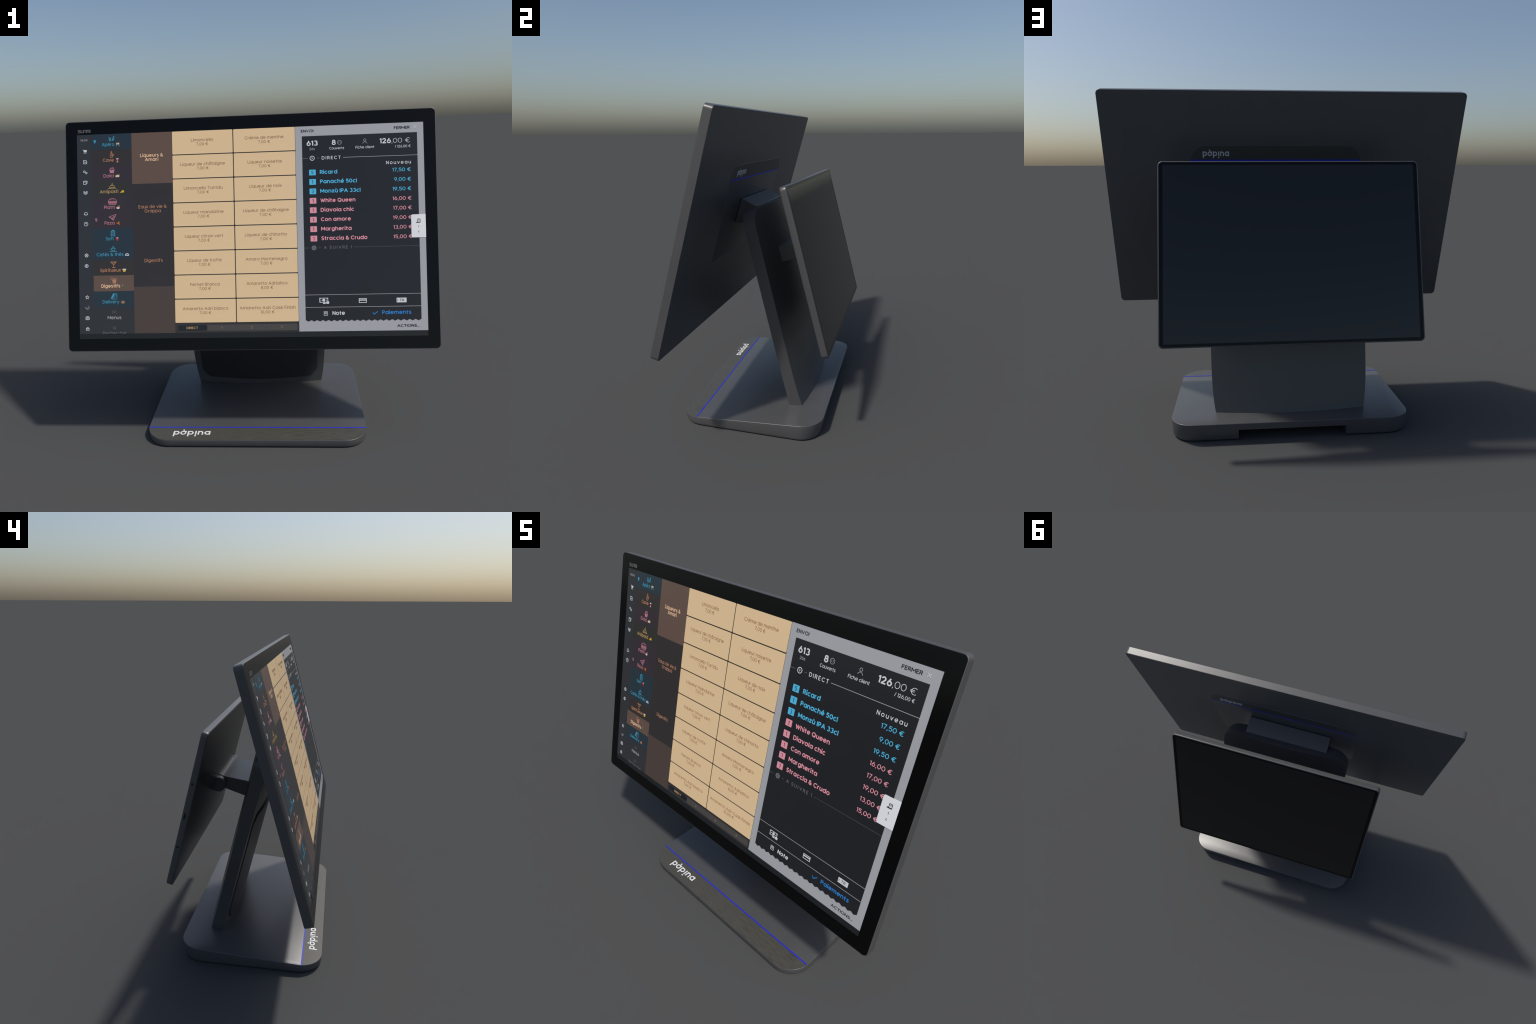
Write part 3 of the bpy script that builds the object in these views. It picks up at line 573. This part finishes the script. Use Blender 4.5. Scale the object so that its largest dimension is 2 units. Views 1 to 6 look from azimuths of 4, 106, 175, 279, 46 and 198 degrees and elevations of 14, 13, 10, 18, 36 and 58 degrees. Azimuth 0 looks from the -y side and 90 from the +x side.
for k, (name, dr, ink) in enumerate((("toast_drawing", glasses, "sky"), ("bottle_drawing", bottle, "orange"), ("cake_drawing", cake, "rose"), ("dish_drawing", dish, "gold"), ("burger_drawing", burger, "rose"),
        ("slice_drawing", slice_, "rose"), ("can_drawing", can, "sky"), ("cup_drawing", cup, "sky"), ("martini_drawing", martini, "orange"), ("tumbler_drawing", tumbler, "copper"),
        ("parcel_drawing", cone, "sky"), ("letter_drawing", letter_m, "dim"), ("lens_drawing", lens, "dim"))):
    icon(name, ink, dr, K, 1.1600 - 0.08635 * k)
# ---- tiny coloured pictures behind the category names
def picture(x, v, *bits):
    for ink, dr in bits:
        icon("small_picture", ink, dr, x, v)
E_ = [(-0.7054, "toast"), (-0.7091, "wine"), (-0.7109, "slice"), (-0.6865, "cheese"), (-0.7099, "pasta"), (-0.7116, "pizza"), (-0.7171, "cup"), (-0.6643, "coffee"), (-0.6811, "shot"), (-0.6850, "bottle"), (-0.6917, "parcel")]
art = {
 "toast": (("cream", lambda f, x, v: f.rect(x - .008, v, x - .001, v + .009).rect(x + .001, v, x + .008, v + .009)), ("mid", lambda f, x, v: f.line([(x - .005, v), (x - .008, v - .009)], .002).line([(x + .005, v), (x + .008, v - .009)], .002))),
 "wine": (("light", lambda f, x, v: f.rect(x - .006, v + .005, x + .006, v + .010).line([(x, v - .003), (x, v - .009)], .002).line([(x - .005, v - .010), (x + .005, v - .010)], .002)), ("red", lambda f, x, v: f.rect(x - .006, v - .003, x + .006, v + .005, .003))),
 "slice": (("cream", lambda f, x, v: f.poly([(x - .011, v - .007), (x + .011, v - .006), (x + .011, v + .006), (x - .009, v + .003)])), ("box", lambda f, x, v: f.line([(x - .010, v + .004), (x + .010, v + .007)], .003))),
 "cheese": (("yellow", lambda f, x, v: f.poly([(x - .012, v - .007), (x + .012, v - .005), (x + .011, v + .006), (x + .003, v + .008)])),),
 "pasta": (("light", lambda f, x, v: f.poly([(x - .011, v), (x + .011, v), (x + .006, v - .008), (x - .006, v - .008)])), ("ember", lambda f, x, v: f.poly([(x - .008, v), (x + .008, v), (x + .002, v + .007), (x - .003, v + .006)])), ("cream", lambda f, x, v: f.line([(x - .003, v + .005), (x + .010, v + .008)], .002))),
 "pizza": (("ember", lambda f, x, v: f.poly([(x - .010, v), (x + .007, v + .009), (x + .008, v - .009)])), ("yellow", lambda f, x, v: f.line([(x + .006, v + .008), (x + .007, v - .008)], .003))),
 "cup": (("light", lambda f, x, v: f.rect(x - .006, v + .004, x + .006, v + .008)), ("red", lambda f, x, v: f.poly([(x - .006, v + .004), (x + .006, v + .004), (x + .004, v - .009), (x - .004, v - .009)]))),
 "coffee": (("light", lambda f, x, v: f.ring(x, v, .008, .004, ry=.0045).line([(x - .010, v - .005), (x + .010, v - .005)], .0025)),),
 "shot": (("light", lambda f, x, v: f.rect(x - .010, v + .003, x + .010, v + .009)), ("yellow", lambda f, x, v: f.poly([(x - .009, v + .003), (x + .009, v + .003), (x + .006, v - .008), (x - .006, v - .008)]))),
 "bottle": (("mid", lambda f, x, v: f.line([(x - .010, v + .008), (x - .002, v + .001)], .003)), ("green", lambda f, x, v: f.line([(x - .002, v + .001), (x + .009, v - .007)], .006))),
 "parcel": (("box", lambda f, x, v: f.poly([(x - .010, v + .004), (x, v + .009), (x + .010, v + .005), (x + .010, v - .006), (x, v - .009), (x - .010, v - .005)])), ("cream", lambda f, x, v: f.line([(x - .001, v + .006), (x + .003, v + .001)], .004))),
}
for k, (x, key) in enumerate(E_):
    for ink, dr in art[key]: icon("small_picture", ink, dr, x, 1.1275 - 0.08632 * k)

# ----------------------------------------------------------------- rear badge of the operator screen
BACK_M = frame(MAIN_M @ Vector((0, 0, -MAIN_T)), (-1, 0, 0), up)     # u runs to -x
RX0, RX1, RV1 = -0.5285, 0.4300, 0.9675 + LIFT                              # badge in u
rear = obj_from("rear_cover", slab("rear_cover", -MAIN_W + 0.0012, 0.0012, MAIN_W - 0.0012, MAIN_H - 0.0012, 0.022, -0.002, 0.0006), BACK, root, BACK_M)
badge_me = slab("rear_panel", RX0, 0.36, RX1, RV1, 0.085, -0.0005, 0.0035, 0, 0.0012, 14)
for p in badge_me.vertices:                                          # the panel melts into the cover towards its lower end
    if p.co.z > 0: p.co.z -= 0.0032 * (RV1 - p.co.y) / (RV1 - 0.36)
badge = obj_from("rear_panel", badge_me, BACK, rear)
plate = [p for p in rounded(RX0 + .0008, 0.40, RX1 - .0008, RV1 - .0008, (0, 0, 0.084, 0.084), 16) if p[1] > 0.89 + LIFT]
Flat(0.002, 0.0040).poly([(RX0 + .0008, 0.8890 + LIFT), (RX1 - .0008, 0.8890 + LIFT)] + plate).done("brushed_plate", BRUSH_BACK, rear)
Flat(0.002, 0.0042).rect(RX0, 0.8808 + LIFT, RX1, 0.8889 + LIFT).done("blue_line", BLUE, rear)
wordmark("wordmark", -0.4600, 0.9095 + LIFT, 0.0240, 0.0257, WHITE_BACK, rear, None, 0.0042)

# ----------------------------------------------------------------- customer screen
cup_ = Vector((0, -sin(TILT_CUST), cos(TILT_CUST)))
CUST_M = frame(CUST_BOTTOM, (-1, 0, 0), cup_)
def pillow(x, v):
    a, b = abs(x) / CUST_W, abs(2 * v / CUST_H - 1)
    return 0.040 * max(0, 1 - a ** 2.2) * max(0, 1 - b ** 2.2)
cust = obj_from("customer_housing", slab("customer_housing", -CUST_W, 0, CUST_W, CUST_H, 0.024, -CUST_T, -0.0003, 0.004, 0.006, dish=(0.0003, 0.008)), SHELL, root, CUST_M)
nu, nv = 49, 37; ins = 0.0045
fr, bk = [], []
for i in range(nu):
    x = -(CUST_W - ins) + 2 * (CUST_W - ins) * i / (nu - 1); a, b = [], []
    for j in range(nv):
        v = ins + (CUST_H - 2 * ins) * j / (nv - 1)
        px, pv = x, v                                  # pull the grid corners in to follow the rounded outline
        cx, cv = max(0, abs(x) - (CUST_W - 0.024)), max(0, abs(v - CUST_H / 2) - (CUST_H / 2 - 0.024))
        m = max(cx, cv); hyp = math.hypot(cx, cv)
        if hyp > 0 and min(cx, cv) > 0:
            k = m / hyp; px = math.copysign(CUST_W - 0.024 + cx * k, x); pv = CUST_H / 2 + math.copysign(CUST_H / 2 - 0.024 + cv * k, v - CUST_H / 2)
        a.append((px, pv, -CUST_T + 0.006)); b.append((px, pv, -CUST_T - 0.0004 - pillow(x, v)))
    fr.append(a); bk.append(b)
obj_from("customer_back", grid_solid("customer_back", fr, bk, nu, nv, 50), BACK, cust)
CIX, CIV = CUST_W - 0.0250, 0.0198
bezel("customer_bezel", CUST_W, CUST_H, 0.0064, 0.0185, CIX, CIV, CUST_H - CIV, 0.0, -0.0002, GLASS, cust)
obj_from("customer_screen", slab("customer_screen", -CIX - .004, CIV - .004, CIX + .004, CUST_H - CIV + .004, 0.001, -0.004, -0.0005), CUST_GLASS, root, CUST_M)
# sockets on the side towards -x (u is positive there)
def socket(name, pts):
    n = len(pts); xo = CUST_W + 0.0006
    me = stack(name, [[(xo - 0.004, v, -d) for v, d in pts], [(xo, v, -d) for v, d in pts]]); return obj_from(name, me, HOLE, cust)
rnd = lambda v, d, r: [(v + r * cos(2 * pi * i / 20), d + r * sin(2 * pi * i / 20)) for i in range(20)]
socket("round_socket", rnd(0.629, 0.0165, 0.0068)); socket("round_socket", rnd(0.252, 0.0165, 0.0068))
socket("slot_socket", [(0.420, 0.0105), (0.424, 0.0225), (0.453, 0.0225), (0.460, 0.0105)])

# hinge and arm from the customer screen to the neck, in the customer frame
def barrel(name, u0, u1, v, d, r, mat, n=40):
    lp = lambda u, rr: [(u, v + rr * cos(2 * pi * i / n), -d + rr * sin(2 * pi * i / n)) for i in range(n)]
    return obj_from(name, stack(name, [lp(u0, r - .002), lp(u0 + .002, r), lp(u1 - .002, r), lp(u1, r - .002)]), mat, arm)
prof = [(0.459, 0.300), (0.559, 0.300), (0.5565, 0.24), (0.545, 0.118), (0.545, 0.085), (0.470, 0.085), (0.471, 0.125)]
arm = obj_from("hinge_arm", stack("hinge_arm", [[(u, v, -d) for v, d in prof] for u in (-0.1935, 0.1985)]), NECK, root, CUST_M)
bv = arm.modifiers.new("edge", 'BEVEL'); bv.width = 0.002; bv.segments = 2
barrel("hinge_barrel", -0.190, 0.195, 0.502, 0.088, 0.0445, NECK)
for u0, u1 in ((-0.240, -0.1985), (0.2035, 0.245)): barrel("hinge_knuckle", u0, u1, 0.4985, 0.090, 0.0455, NECK)
